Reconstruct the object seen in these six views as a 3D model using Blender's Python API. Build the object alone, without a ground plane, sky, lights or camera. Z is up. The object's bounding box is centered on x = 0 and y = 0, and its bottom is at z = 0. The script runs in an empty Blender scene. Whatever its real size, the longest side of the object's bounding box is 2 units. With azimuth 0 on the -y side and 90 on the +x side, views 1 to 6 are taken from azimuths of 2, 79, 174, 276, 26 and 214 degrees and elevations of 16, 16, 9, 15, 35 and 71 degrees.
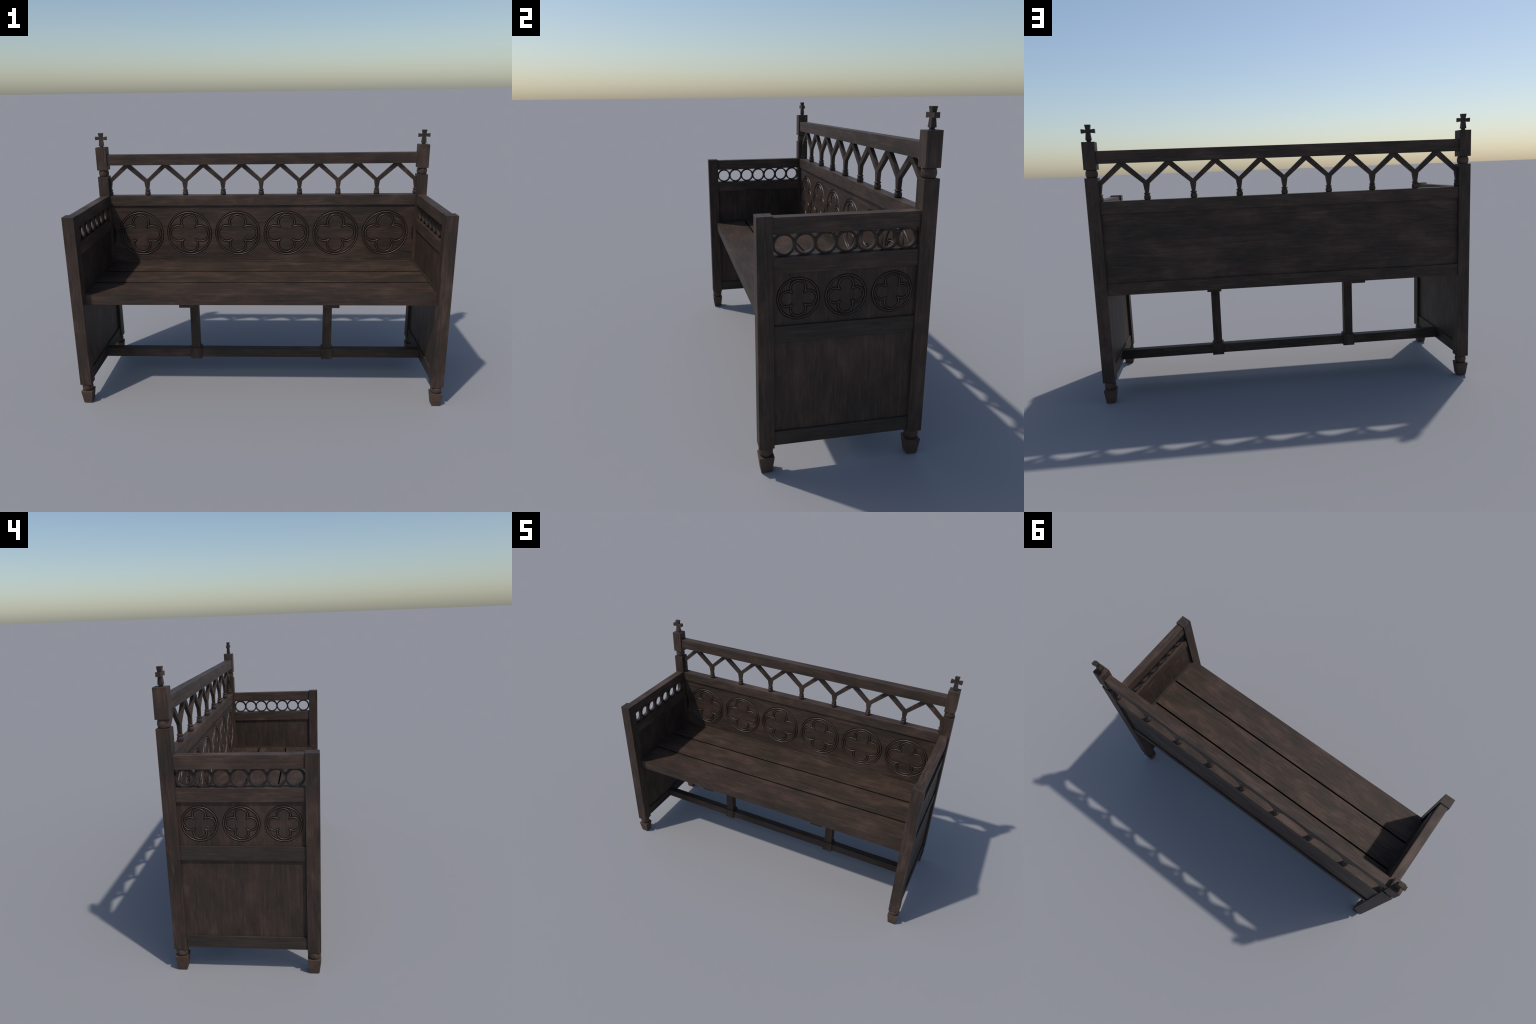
"""A dark oak church bench: four square posts on turned feet, framed and panelled
ends with a pierced ring frieze, a panelled back carved with quatrefoil roundels
and an open arcade of Y-shaped balusters below the top rail."""
import bpy, bmesh, math, random
import numpy as np
from mathutils import Vector, Matrix

random.seed(7)
scene = bpy.context.scene

# ------------------------------------------------------------------ sizes
POST = 0.0625                       # post section
PX, PY = 0.9670, 0.3158             # post centre lines
INX, INY = PX - POST / 2, PY - POST / 2
RAIL_T, RAIL_H = 0.0487, 0.0625     # rail thickness and height
PANEL_T = 0.0325
SEAT_TOP, SEAT_T = 0.6323, 0.0573
POST_FOOT = 0.1138                  # underside of every post
EPS = 0.0015

# ------------------------------------------------------------------ materials
# roundel drawing: a ring and four overlapping lobes
RING_R, LOBE_R, LOBE_C = 0.1336, 0.0498, 0.0695
CUSP = (LOBE_C + math.sqrt(2 * LOBE_R ** 2 - LOBE_C ** 2)) / 2

def carved_shade(nt, tc, u_axis, w_sign, pitch, phase, vc, k, near, far):
    """Mask of soft shadow painted beside the carved ring and quatrefoil lines,
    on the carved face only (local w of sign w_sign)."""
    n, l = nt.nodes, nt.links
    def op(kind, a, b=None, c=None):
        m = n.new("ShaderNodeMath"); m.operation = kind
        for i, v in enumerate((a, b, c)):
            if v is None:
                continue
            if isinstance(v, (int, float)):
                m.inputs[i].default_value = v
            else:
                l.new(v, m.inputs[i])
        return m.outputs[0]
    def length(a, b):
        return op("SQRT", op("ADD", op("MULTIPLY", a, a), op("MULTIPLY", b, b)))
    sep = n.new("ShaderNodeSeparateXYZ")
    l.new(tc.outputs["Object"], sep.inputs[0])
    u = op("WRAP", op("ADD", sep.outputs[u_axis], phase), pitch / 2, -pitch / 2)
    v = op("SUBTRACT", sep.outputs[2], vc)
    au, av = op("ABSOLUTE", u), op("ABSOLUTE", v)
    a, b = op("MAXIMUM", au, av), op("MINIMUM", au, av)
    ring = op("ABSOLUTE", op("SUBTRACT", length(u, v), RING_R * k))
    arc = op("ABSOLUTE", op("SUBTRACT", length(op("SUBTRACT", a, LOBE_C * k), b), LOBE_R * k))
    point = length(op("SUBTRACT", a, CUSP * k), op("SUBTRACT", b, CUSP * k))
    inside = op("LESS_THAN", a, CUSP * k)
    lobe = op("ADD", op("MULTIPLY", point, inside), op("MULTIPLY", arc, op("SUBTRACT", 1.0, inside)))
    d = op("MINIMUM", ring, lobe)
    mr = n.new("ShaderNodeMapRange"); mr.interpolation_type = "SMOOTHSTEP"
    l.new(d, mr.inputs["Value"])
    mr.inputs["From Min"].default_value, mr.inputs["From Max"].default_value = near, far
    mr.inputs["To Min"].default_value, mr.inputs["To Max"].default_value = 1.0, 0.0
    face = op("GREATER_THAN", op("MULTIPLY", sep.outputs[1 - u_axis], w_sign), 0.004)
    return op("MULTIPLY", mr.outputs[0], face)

def wood(name, axis, dark, warm, light, rough=0.55, fine=1.0, spec=0.22, carving=None):
    """Stained oak; grain runs along `axis` (0 x, 1 y, 2 z) of the part."""
    m = bpy.data.materials.new(name)
    m.use_nodes = True
    nt = m.node_tree
    n, l = nt.nodes, nt.links
    n.clear()
    out = n.new("ShaderNodeOutputMaterial")
    bsdf = n.new("ShaderNodeBsdfPrincipled")
    l.new(bsdf.outputs["BSDF"], out.inputs["Surface"])
    tc = n.new("ShaderNodeTexCoord")
    info = n.new("ShaderNodeObjectInfo")
    shift = n.new("ShaderNodeVectorMath"); shift.operation = "MULTIPLY_ADD"
    comb = n.new("ShaderNodeCombineXYZ")
    for i in range(3):
        l.new(info.outputs["Random"], comb.inputs[i])
    shift.inputs[1].default_value = (37.0, 61.0, 23.0)
    l.new(comb.outputs[0], shift.inputs[0])
    l.new(tc.outputs["Object"], shift.inputs[2])

    def stretched(along, across):
        mp = n.new("ShaderNodeMapping")
        s = [across] * 3
        s[axis] = along
        mp.inputs["Scale"].default_value = s
        l.new(shift.outputs[0], mp.inputs["Vector"])
        return mp.outputs["Vector"]

    def noise(vec, detail, roughness=0.55, distort=0.0):
        t = n.new("ShaderNodeTexNoise")
        t.inputs["Scale"].default_value = 1.0
        t.inputs["Detail"].default_value = detail
        t.inputs["Roughness"].default_value = roughness
        t.inputs["Distortion"].default_value = distort
        l.new(vec, t.inputs["Vector"])
        return t.outputs["Fac"]

    def ramp(fac, stops):
        r = n.new("ShaderNodeValToRGB")
        els = r.color_ramp.elements
        while len(els) < len(stops):
            els.new(0.5)
        for e, (p, c) in zip(els, stops):
            e.position = p
            e.color = (*c, 1.0)
        l.new(fac, r.inputs["Fac"])
        return r.outputs["Color"]

    def mix(kind, fac, a, b):
        x = n.new("ShaderNodeMix"); x.data_type = "RGBA"; x.blend_type = kind
        if isinstance(fac, float):
            x.inputs["Factor"].default_value = fac
        else:
            l.new(fac, x.inputs["Factor"])
        l.new(a, x.inputs["A"]); l.new(b, x.inputs["B"])
        return x.outputs["Result"]

    g = lambda v: (v, v, v)
    cloud = noise(stretched(4.6, 10.0), 5.0, 0.62, 0.3)         # stain blotches
    base = ramp(cloud, [(0.34, dark), (0.52, warm), (0.70, light)])
    band = noise(stretched(3.5, 75.0), 3.0, 0.55, 0.2)         # growth bands
    base = mix("MULTIPLY", 0.5 * fine, base, ramp(band, [(0.30, g(0.74)), (0.70, g(1.22))]))
    pore = noise(stretched(9.0, 230.0), 2.0, 0.6)              # fine pores
    base = mix("MULTIPLY", 0.7 * fine, base, ramp(pore, [(0.32, g(0.70)), (0.66, g(1.18))]))
    worn = noise(stretched(7.0, 70.0), 5.0, 0.62, 0.4)         # rubbed patches
    wmask = ramp(worn, [(0.52, g(0.0)), (0.74, g(0.5))])
    rub = n.new("ShaderNodeRGB"); rub.outputs[0].default_value = (*[c * 1.32 for c in light], 1)
    base = mix("MIX", wmask, base, rub.outputs[0])
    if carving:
        base = mix("MULTIPLY", carved_shade(nt, tc, **carving), base, ramp(cloud, [(0.0, (0.34, 0.31, 0.29)), (1.0, (0.28, 0.25, 0.24))]))  # groove shadow multiplied into the panel colour
    l.new(base, bsdf.inputs["Base Color"])

    rr = n.new("ShaderNodeMapRange")
    l.new(worn, rr.inputs["Value"])
    rr.inputs["To Min"].default_value = rough + 0.10
    rr.inputs["To Max"].default_value = rough - 0.10
    l.new(rr.outputs[0], bsdf.inputs["Roughness"])
    bsdf.inputs["Specular IOR Level"].default_value = spec
    b = n.new("ShaderNodeBump")
    b.inputs["Strength"].default_value = 0.22
    b.inputs["Distance"].default_value = 0.0012
    add = n.new("ShaderNodeMath"); add.operation = "ADD"
    l.new(pore, add.inputs[0]); l.new(band, add.inputs[1])
    l.new(add.outputs[0], b.inputs["Height"])
    l.new(b.outputs["Normal"], bsdf.inputs["Normal"])
    return m

DARK, WARM, LIGHT = (0.0365, 0.0283, 0.0216), (0.0545, 0.0356, 0.0268), (0.0880, 0.0560, 0.0420)
WOOD = [wood("stained_oak_lengthwise", 0, DARK, WARM, LIGHT),
        wood("stained_oak_crosswise", 1, DARK, WARM, LIGHT),
        wood("stained_oak_upright", 2, DARK, WARM, LIGHT)]
def tones(k):
    return [tuple(c * k for c in col) for col in (DARK, WARM, LIGHT)]
RAIL_WOOD = [wood("rubbed_oak_lengthwise", 0, *tones(1.18)), wood("rubbed_oak_crosswise", 1, *tones(1.15))]
DULL_WOOD = wood("dull_oak_crosswise", 1, (0.034, 0.0285, 0.0220), (0.044, 0.0340, 0.0268), (0.057, 0.0420, 0.0330))
RING_WOOD = wood("shade_darkened_oak_upright", 2, *tones(0.70))  # oak tone lowered to carry the occlusion shade on the frieze
FOOT_WOOD = wood("worn_oak_foot", 0, (0.062, 0.041, 0.031), (0.084, 0.053, 0.039), (0.106, 0.068, 0.051))
BEAD_WOOD = wood("pale_oak_bead", 0, (0.060, 0.040, 0.030), (0.073, 0.047, 0.035), (0.090, 0.059, 0.044), rough=0.40, fine=0.4, spec=0.5)
JOINT_DARK = wood("dark_joint", 0, (0.007, 0.0062, 0.0055), (0.010, 0.0085, 0.0075), (0.014, 0.012, 0.010), rough=0.8, spec=0.1)

# ------------------------------------------------------------------ mesh helpers
def finish(bm, name, mat, smooth_angle=None):
    bmesh.ops.recalc_face_normals(bm, faces=bm.faces)
    me = bpy.data.meshes.new(name)
    bm.to_mesh(me); bm.free()
    me.materials.append(mat)
    if smooth_angle:
        me.shade_smooth()
        me.set_sharp_from_angle(angle=math.radians(smooth_angle))
    return me

def place(name, me, loc=(0, 0, 0), parent=None):
    ob = bpy.data.objects.new(name, me)
    scene.collection.objects.link(ob)
    ob.parent = parent
    base = parent_world(parent)
    ob.location = Vector(loc) - base
    return ob

def parent_world(p):
    v = Vector((0, 0, 0))
    while p is not None:
        v += p.location
        p = p.parent
    return v

def add_box(bm, lo, hi, bevel=0.0):
    c = [(a + b) / 2 for a, b in zip(lo, hi)]
    s = [b - a for a, b in zip(lo, hi)]
    r = bmesh.ops.create_cube(bm, size=1.0, matrix=Matrix.Translation(c) @ Matrix.Diagonal((*s, 1)))
    if bevel:
        edges = list({e for v in r["verts"] for e in v.link_edges})
        bmesh.ops.bevel(bm, geom=edges, offset=bevel, segments=1, affect="EDGES", clamp_overlap=True)

def box_mesh(name, size, mat, bevel=0.0007):
    bm = bmesh.new()
    h = [s / 2 for s in size]
    add_box(bm, [-x for x in h], h, bevel)
    return finish(bm, name, mat)

def box(name, lo, hi, mat, parent, bevel=0.0007):
    size = [b - a for a, b in zip(lo, hi)]
    mid = [(a + b) / 2 for a, b in zip(lo, hi)]
    return place(name, box_mesh(name, size, mat, bevel), mid, parent)

def add_lathe(bm, profile, segs=28, cx=0.0, cy=0.0):
    """Solid of revolution about z; profile is a list of (radius, z)."""
    rings = []
    for r, z in profile:
        rings.append([bm.verts.new((cx + r * math.cos(2 * math.pi * i / segs),
                                    cy + r * math.sin(2 * math.pi * i / segs), z)) for i in range(segs)])
    for a, b in zip(rings, rings[1:]):
        for i in range(segs):
            j = (i + 1) % segs
            bm.faces.new((a[i], a[j], b[j], b[i]))
    bm.faces.new(list(reversed(rings[0])))
    bm.faces.new(rings[-1])

def add_frustum(bm, lo, lo_half, hi, hi_half):
    """Four-sided tapered block between two rectangles given by centre and half axes."""
    def quad(c, h):
        c, u, v = Vector(c), Vector(h[0]), Vector(h[1])
        return [bm.verts.new(c + s * u + t * v) for s, t in ((-1, -1), (1, -1), (1, 1), (-1, 1))]
    a, b = quad(lo, lo_half), quad(hi, hi_half)
    for i in range(4):
        j = (i + 1) % 4
        bm.faces.new((a[i], a[j], b[j], b[i]))
    bm.faces.new(list(reversed(a))); bm.faces.new(b)

def add_prism(bm, outline, t):
    """Outline in (x, z) extruded through y by +-t/2."""
    f = [bm.verts.new((x, -t / 2, z)) for x, z in outline]
    k = [bm.verts.new((x, t / 2, z)) for x, z in outline]
    n = len(outline)
    bm.faces.new(f); bm.faces.new(list(reversed(k)))
    for i in range(n):
        j = (i + 1) % n
        bm.faces.new((f[i], k[i], k[j], f[j]))

def cushion(r_mid, r_end, z0, z1, steps=12):
    """Profile of a turned flattened ball."""
    prof = []
    for i in range(steps + 1):
        a = math.pi * i / steps
        w = math.sin(a)
        prof.append((r_end + (r_mid - r_end) * w, z0 + (z1 - z0) * (1 - math.cos(a)) / 2))
    return prof

# ------------------------------------------------------------------ the bench
bench = bpy.data.objects.new("church_bench", None)
scene.collection.objects.link(bench)
bench.empty_display_size = 0.3
bench["label"] = "dark carved oak church bench with quatrefoil panels and crosses"
bench["category"] = "bench"

# ---- turned and tapered foot below a post
bm = bmesh.new()
add_frustum(bm, (0, 0, 0), ((0.0228, 0, 0), (0, 0.0228, 0)), (0, 0, 0.0722), ((0.0313, 0, 0), (0, 0.0313, 0)))
edges = [e for e in bm.edges]
bmesh.ops.bevel(bm, geom=edges, offset=0.0007, segments=1, affect="EDGES")
FOOT = finish(bm, "foot", FOOT_WOOD)
bm = bmesh.new()
add_lathe(bm, cushion(0.0300, 0.0200, 0.0715, POST_FOOT + 0.0008))
BALL_LOW = finish(bm, "turned_ball", FOOT_WOOD, 40)
bm = bmesh.new()
add_lathe(bm, cushion(0.0302, 0.0212, 1.1788, 1.2202))
BALL_HIGH = finish(bm, "turned_ball", FOOT_WOOD, 40)

# ---- finial cross: four flaring arms on a small neck
bm = bmesh.new()
zc, tk, te = 1.4090, 0.0084, 0.0113
add_box(bm, (-0.0104, -tk, zc - 0.0077), (0.0104, tk, zc + 0.0077))
add_frustum(bm, (0, 0, zc + 0.0077), ((0.0104, 0, 0), (0, tk, 0)), (0, 0, 1.4402), ((0.0138, 0, 0), (0, te, 0)))
add_frustum(bm, (0, 0, zc - 0.0077), ((0.0104, 0, 0), (0, tk, 0)), (0, 0, 1.3650), ((0.0136, 0, 0), (0, te, 0)))
for s in (-1, 1):
    add_frustum(bm, (s * 0.0104, 0, zc), ((0, tk, 0), (0, 0, 0.0077)), (s * 0.0330, 0, zc), ((0, te, 0), (0, 0, 0.0103)))
bmesh.ops.remove_doubles(bm, verts=bm.verts, dist=1e-5)
inner = [f for f in bm.faces if all(abs(v.co.x) < 0.0105 and abs(v.co.z - zc) < 0.0078 for v in f.verts)
         and abs(f.normal.y) < 0.5 and abs(f.calc_center_median().y) < 0.004]
bmesh.ops.delete(bm, geom=inner, context="FACES_ONLY")
add_lathe(bm, [(0.0122, 1.3545), (0.0122, 1.3585), (0.0098, 1.3600), (0.0098, 1.3615), (0.0115, 1.3625), (0.0115, 1.3655)], 20)
CROSS = finish(bm, "cross", WOOD[2])

FRONT_TOP, BACK_TOP = 1.0667, 1.1797
FRONT = box_mesh("post", (POST, POST, FRONT_TOP - POST_FOOT), WOOD[2])
BACK = box_mesh("post", (POST, POST, BACK_TOP - POST_FOOT), WOOD[2])
BLOCK = box_mesh("finial_block", (POST, POST, 1.3560 - 1.2193), WOOD[2])
for sx in (-1, 1):
    for sy in (-1, 1):
        x, y = sx * PX, sy * PY
        top, me = (FRONT_TOP, FRONT) if sy < 0 else (BACK_TOP, BACK)
        post = place("post", me, (x, y, (top + POST_FOOT) / 2), bench)
        place("foot", FOOT, (x, y, 0), post)
        place("turned_ball", BALL_LOW, (x, y, 0), post)
        if sy > 0:
            place("turned_ball", BALL_HIGH, (x, y, 0), post)
            place("finial_block", BLOCK, (x, y, (1.3560 + 1.2193) / 2), post)
            place("cross", CROSS, (x, y, 0), post)

# ---- carved panel: a board whose face is sunk along both sides of every moulding
def moulding_distance(u, v, k):
    """Distance from (u, v) to the ring and quatrefoil lines of a roundel scaled by k."""
    ring = np.abs(np.hypot(u, v) - RING_R * k)
    a, b = np.maximum(np.abs(u), np.abs(v)), np.minimum(np.abs(u), np.abs(v))
    lobe = np.abs(np.hypot(a - LOBE_C * k, b) - LOBE_R * k)
    cusp = CUSP * k
    lobe = np.where(a < cusp, np.hypot(a - cusp, b - cusp), lobe)
    return np.minimum(ring, lobe)

def carved_panel(name, u0, u1, v0, v1, thick, centres, vc, k, flat, wide, depth, step, to_xyz, mat):
    """Board spanning u0..u1, v0..v1; the carved face is at w = thick / 2."""
    reach = (RING_R + 0.012) * k
    nu = int((u1 - u0) / step)
    us = np.linspace(u0, u1, nu)
    nv = int(2 * reach / step)
    vs = np.concatenate(([v0], np.linspace(vc - reach, vc + reach, nv), [v1]))
    U, V = np.meshgrid(us, vs, indexing="ij")
    d = np.full(U.shape, 1.0)
    for c in centres:
        d = np.minimum(d, moulding_distance(U - c, V - vc, k))
    t = np.clip((wide - d) / (wide - flat), 0, 1)
    W = thick / 2 - depth * t * t * (3 - 2 * t)
    pts = np.stack([U, V, W], axis=-1).reshape(-1, 3)
    m = len(vs)
    i, j = np.meshgrid(np.arange(len(us) - 1), np.arange(m - 1), indexing="ij")
    q = (i * m + j).reshape(-1)
    quads = np.stack([q, q + m, q + m + 1, q + 1], axis=-1)
    back = [(u0, v0, -thick / 2), (u1, v0, -thick / 2), (u1, v1, -thick / 2), (u0, v1, -thick / 2)]
    n = len(pts)
    verts = [to_xyz(*p) for p in pts] + [to_xyz(*p) for p in back]
    faces = quads.tolist()
    col0, col1 = list(range(m)), list(range(n - m, n))
    row0, row1 = list(range(0, n, m)), list(range(m - 1, n, m))
    faces += [[n, n + 3] + col0[::-1], [n + 2, n + 1] + col1, [n + 1, n] + row0, [n + 3, n + 2] + row1[::-1],
              [n, n + 1, n + 2, n + 3]]
    bm = bmesh.new()
    bv = [bm.verts.new(p) for p in verts]
    for f in faces:
        bm.faces.new([bv[x] for x in f])
    return finish(bm, name, mat, 60)

# ---- back frame
def back_rail(z0, z1, mat=WOOD[0]):
    return box("back_rail", (-INX, PY - RAIL_T / 2, z0), (INX, PY + RAIL_T / 2, z1), mat, bench)
TOP_RAIL_Z = 1.2482
back_rail(TOP_RAIL_Z, 1.3107)
back_rail(0.9975, 1.0603, RAIL_WOOD[0])
back_rail(0.5775, 0.6400)
BACK_FACE = PY - PANEL_T / 2
BACK_T = 0.0308                      # sits deeper behind the rails at the rear
ROUNDEL_PITCH, ROUNDEL_SHIFT, BACK_VC, SIDE_VC, SIDE_K = 0.3038, 0.0033, 0.8184, 0.7447, 0.596
mid = (0.6400 + 0.9975) / 2
me = carved_panel("back_panel", -INX, INX, 0.6400 - mid, 0.9975 - mid, BACK_T,
                  [(i - 2.5) * ROUNDEL_PITCH + ROUNDEL_SHIFT for i in range(6)], BACK_VC - mid, 1.0, 0.0030, 0.0095, 0.0040, 0.0014,
                  lambda u, v, w: (u, -w, v),
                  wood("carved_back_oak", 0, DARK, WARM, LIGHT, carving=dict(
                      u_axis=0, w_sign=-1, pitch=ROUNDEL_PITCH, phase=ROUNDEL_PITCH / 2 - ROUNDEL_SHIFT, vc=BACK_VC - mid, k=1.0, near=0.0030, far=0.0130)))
back_panel = place("back_panel", me, (0, BACK_FACE + BACK_T / 2, mid), bench)

# ---- end frames: rails, panel and ring frieze
SIDE_RAILS = ((0.1235, 0.1855), (0.5710, 0.6395), (0.8485, 0.9115), (0.9975, 1.0605))
RING_PITCH, RING_Z = 0.0805, 0.9545
RING_OUT, RING_IN, RING_T = 0.0436, 0.0350, 0.0220

def ring_mesh(clip_lo, clip_hi):
    """Flat ring in the y-z plane, flattened where it meets rails and neighbours."""
    bm = bmesh.new()
    segs, loops = 40, []
    for x in (-RING_T / 2, RING_T / 2):
        for r in (RING_OUT, RING_IN):
            ring = []
            for i in range(segs):
                a = 2 * math.pi * (i + 0.5) / segs
                y, z = r * math.cos(a), r * math.sin(a)
                ring.append(bm.verts.new((x, max(clip_lo, min(clip_hi, y)), max(-0.0431, min(0.0431, z)))))
            loops.append(ring)
    o0, i0, o1, i1 = loops
    for a, b in ((o0, i0), (i0, i1), (i1, o1), (o1, o0)):
        for i in range(segs):
            j = (i + 1) % segs
            bm.faces.new((a[i], a[j], b[j], b[i]))
    return finish(bm, "frieze_ring", RING_WOOD, 35)
H = RING_PITCH / 2
RINGS = {0: ring_mesh(-H, H), -1: ring_mesh(-1, H), 1: ring_mesh(-H, 1)}

mid = (0.1855 + 0.8485) / 2
END_PANEL = carved_panel("end_panel", -INY, INY, 0.1855 - mid, 0.8485 - mid, PANEL_T, [-0.188, 0.0, 0.188],
                         SIDE_VC - mid, SIDE_K, 0.0020, 0.0068, 0.0030, 0.0011, lambda u, v, w: (w, u, v),
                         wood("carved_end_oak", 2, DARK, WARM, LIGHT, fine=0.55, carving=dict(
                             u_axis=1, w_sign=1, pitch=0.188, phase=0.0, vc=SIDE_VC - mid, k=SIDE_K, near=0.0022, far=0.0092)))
for sx in (-1, 1):
    panel = place("end_panel", END_PANEL, (sx * PX, 0, mid), bench)
    panel.rotation_euler = (0, 0, 0 if sx > 0 else math.pi)
    for i, (z0, z1) in enumerate(SIDE_RAILS):
        name = "arm_rail" if i == 3 else "end_rail"
        box(name, (sx * PX - RAIL_T / 2, -INY, z0), (sx * PX + RAIL_T / 2, INY, z1), DULL_WOOD if i < 2 else RAIL_WOOD[1], bench)
    for k in range(-3, 4):
        me = RINGS[-1 if k == -3 else 1 if k == 3 else 0]
        place("frieze_ring", me, (sx * PX, k * RING_PITCH, RING_Z), bench)

# ---- carved roundels: a ring bead round a quatrefoil bead
def roundel_mesh(scale, half_w, height):
    """Built facing -y with its back on y = 0."""
    R, r, c = RING_R * scale, LOBE_R * scale, LOBE_C * scale
    steps = 8
    prof = []
    for i in range(steps + 1):
        a = math.pi * i / steps
        prof.append((-half_w * math.cos(a), height * math.sin(a) ** 0.8))
    bm = bmesh.new()
    def sweep(rows):
        n = len(rows[0])
        vs = [[bm.verts.new((x, -h, z)) for x, z in row] for row, (_, h) in zip(rows, prof)]
        for a, b in zip(vs, vs[1:]):
            for i in range(n):
                j = (i + 1) % n
                bm.faces.new((a[i], a[j], b[j], b[i]))
    rows = []
    for d, _ in prof:
        rows.append([((R + d) * math.cos(2 * math.pi * i / 96), (R + d) * math.sin(2 * math.pi * i / 96)) for i in range(96)])
    sweep(rows)
    rows = []
    for d, _ in prof:
        rad = r + d
        disc = 2 * rad * rad - c * c
        q = (c + math.sqrt(disc)) / 2 if disc > 0 else c / 2
        end = math.atan2(q, q - c)              # lobe-centred angle of the cusp, lobe on +x
        row = []
        for lobe in range(4):
            th = lobe * math.pi / 2
            m = 28
            for i in range(m):
                a = -end + 2 * end * i / m
                x, z = (q, -q) if i == 0 else (c + rad * math.cos(a), rad * math.sin(a))
                row.append((x * math.cos(th) - z * math.sin(th), x * math.sin(th) + z * math.cos(th)))
        rows.append(row)
    sweep(rows)
    return finish(bm, "quatrefoil_roundel", BEAD_WOOD, 50)

BIG = roundel_mesh(1.0, 0.0033, 0.0062)
SMALL = roundel_mesh(SIDE_K, 0.0025, 0.0050)
for i in range(6):
    place("quatrefoil_roundel", BIG, ((i - 2.5) * ROUNDEL_PITCH + ROUNDEL_SHIFT, BACK_FACE + 0.0040, BACK_VC), back_panel)
for ob in list(bench.children):
    if ob.name.startswith("end_panel"):         # panel-local: the carved face looks along +x
        for k in (-1, 0, 1):
            q = place("quatrefoil_roundel", SMALL, (0, 0, 0), ob)
            q.location = (PANEL_T / 2 - 0.0032, k * 0.1880, SIDE_VC - ob.location.z)
            q.rotation_euler = (0, 0, math.pi / 2)

# ---- open arcade of Y-shaped balusters
BAL_PITCH, BAL_T, HALF = 0.2342, 0.0188, 0.1171
RAIL2_TOP = 1.0603
def baluster_mesh(left, right):
    bm = bmesh.new()
    top = TOP_RAIL_Z + 0.003
    hook = 0.0975 + (top - TOP_RAIL_Z) * 1.1
    shoulder, neck = 0.0164, 0.0090
    pts = [(-neck, 1.0960), (neck, 1.0960), (shoulder, 1.1433)]
    if right:
        pts += [(HALF, 1.2298), (HALF, top), (hook, top), (0, 1.1587)]
    else:
        pts += [(shoulder * 0.5, 1.1587), (0, 1.1587)]
    if left:
        pts += [(-hook, top), (-HALF, top), (-HALF, 1.2298)]
    else:
        pts += [(-shoulder * 0.5, 1.1587)]
    pts.append((-shoulder, 1.1433))
    add_prism(bm, pts, BAL_T)
    z0 = RAIL2_TOP - 0.001
    prof = [(0.0112, z0)]
    for i in range(1, 10):
        a = math.pi * i / 10
        prof.append((0.0112 + 0.0060 * math.sin(a), z0 + 0.0260 * (1 - math.cos(a)) / 2))
    prof += [(0.0118, 1.0858), (0.0122, 1.0872), (0.0148, 1.0880), (0.0165, 1.0902), (0.0165, 1.0926), (0.0148, 1.0950), (0.0110, 1.0968)]
    add_lathe(bm, prof, 24)
    bmesh.ops.triangulate(bm, faces=[f for f in bm.faces if len(f.verts) > 12])
    return finish(bm, "baluster", WOOD[2], 35)
BAL = baluster_mesh(True, True)
for k in range(-4, 5):
    me = BAL if abs(k) < 4 else baluster_mesh(k > 0, k < 0)
    place("baluster", me, (k * BAL_PITCH, PY, 0), bench)

# ---- seat: three planks with open joints
SEAT_FRONT = -0.3035
cuts = (SEAT_FRONT, -0.1030, 0.1022, BACK_FACE - 0.0010)
GAP = 0.0050
for i in range(3):
    y0 = cuts[i] + (GAP if i else 0)
    y1 = cuts[i + 1] - (GAP if i < 2 else 0)
    bm = bmesh.new()
    z0, z1 = SEAT_TOP - SEAT_T, SEAT_TOP
    xin, xout = INX - 0.0004, PX - RAIL_T / 2 - 0.0004
    if i == 0:      # front plank is notched round the front posts
        add_box(bm, (-xin, y0, z0), (xin, y1, z1))
    else:
        add_box(bm, (-xout, y0, z0), (xout, min(y1, PY - RAIL_T / 2 - 0.0004), z1))
    me = finish(bm, "seat_plank", WOOD[0])
    me.materials.append(JOINT_DARK)                  # near-black faces inside the open joints
    for p in me.polygons:
        if abs(p.normal.y) > 0.9 and p.center.y > SEAT_FRONT + 0.01:
            p.material_index = 1
    place("seat_plank", me, (0, 0, 0), bench)
# end strips of the front plank, behind the posts
for sx in (-1, 1):
    xs = sorted((sx * (INX - 0.0004), sx * (PX - RAIL_T / 2 - 0.0004)))
    box("plank_tongue", (xs[0], -INY + 0.0004, SEAT_TOP - SEAT_T), (xs[1], cuts[1] - GAP, SEAT_TOP), WOOD[0], bench, 0.0)

# ---- understructure: stretcher, two legs with collars, two bearers
box("stretcher", (-(PX - RAIL_T / 2), -0.0222, 0.1290), (PX - RAIL_T / 2, 0.0222, 0.1815), WOOD[0], bench)
for sx in (-1, 1):
    x = sx * 0.3930
    leg = box("leg", (x - 0.0248, -0.0248, 0.1880), (x + 0.0248, 0.0248, 0.5560), WOOD[2], bench)
    box("collar", (x - 0.0330, -0.0305, 0.1198), (x + 0.0330, 0.0305, 0.1905), WOOD[2], leg)
    box("bearer", (x - 0.0373, -0.2945, 0.5555), (x + 0.0373, 0.2880, SEAT_TOP - SEAT_T + 0.0004), WOOD[1], bench)
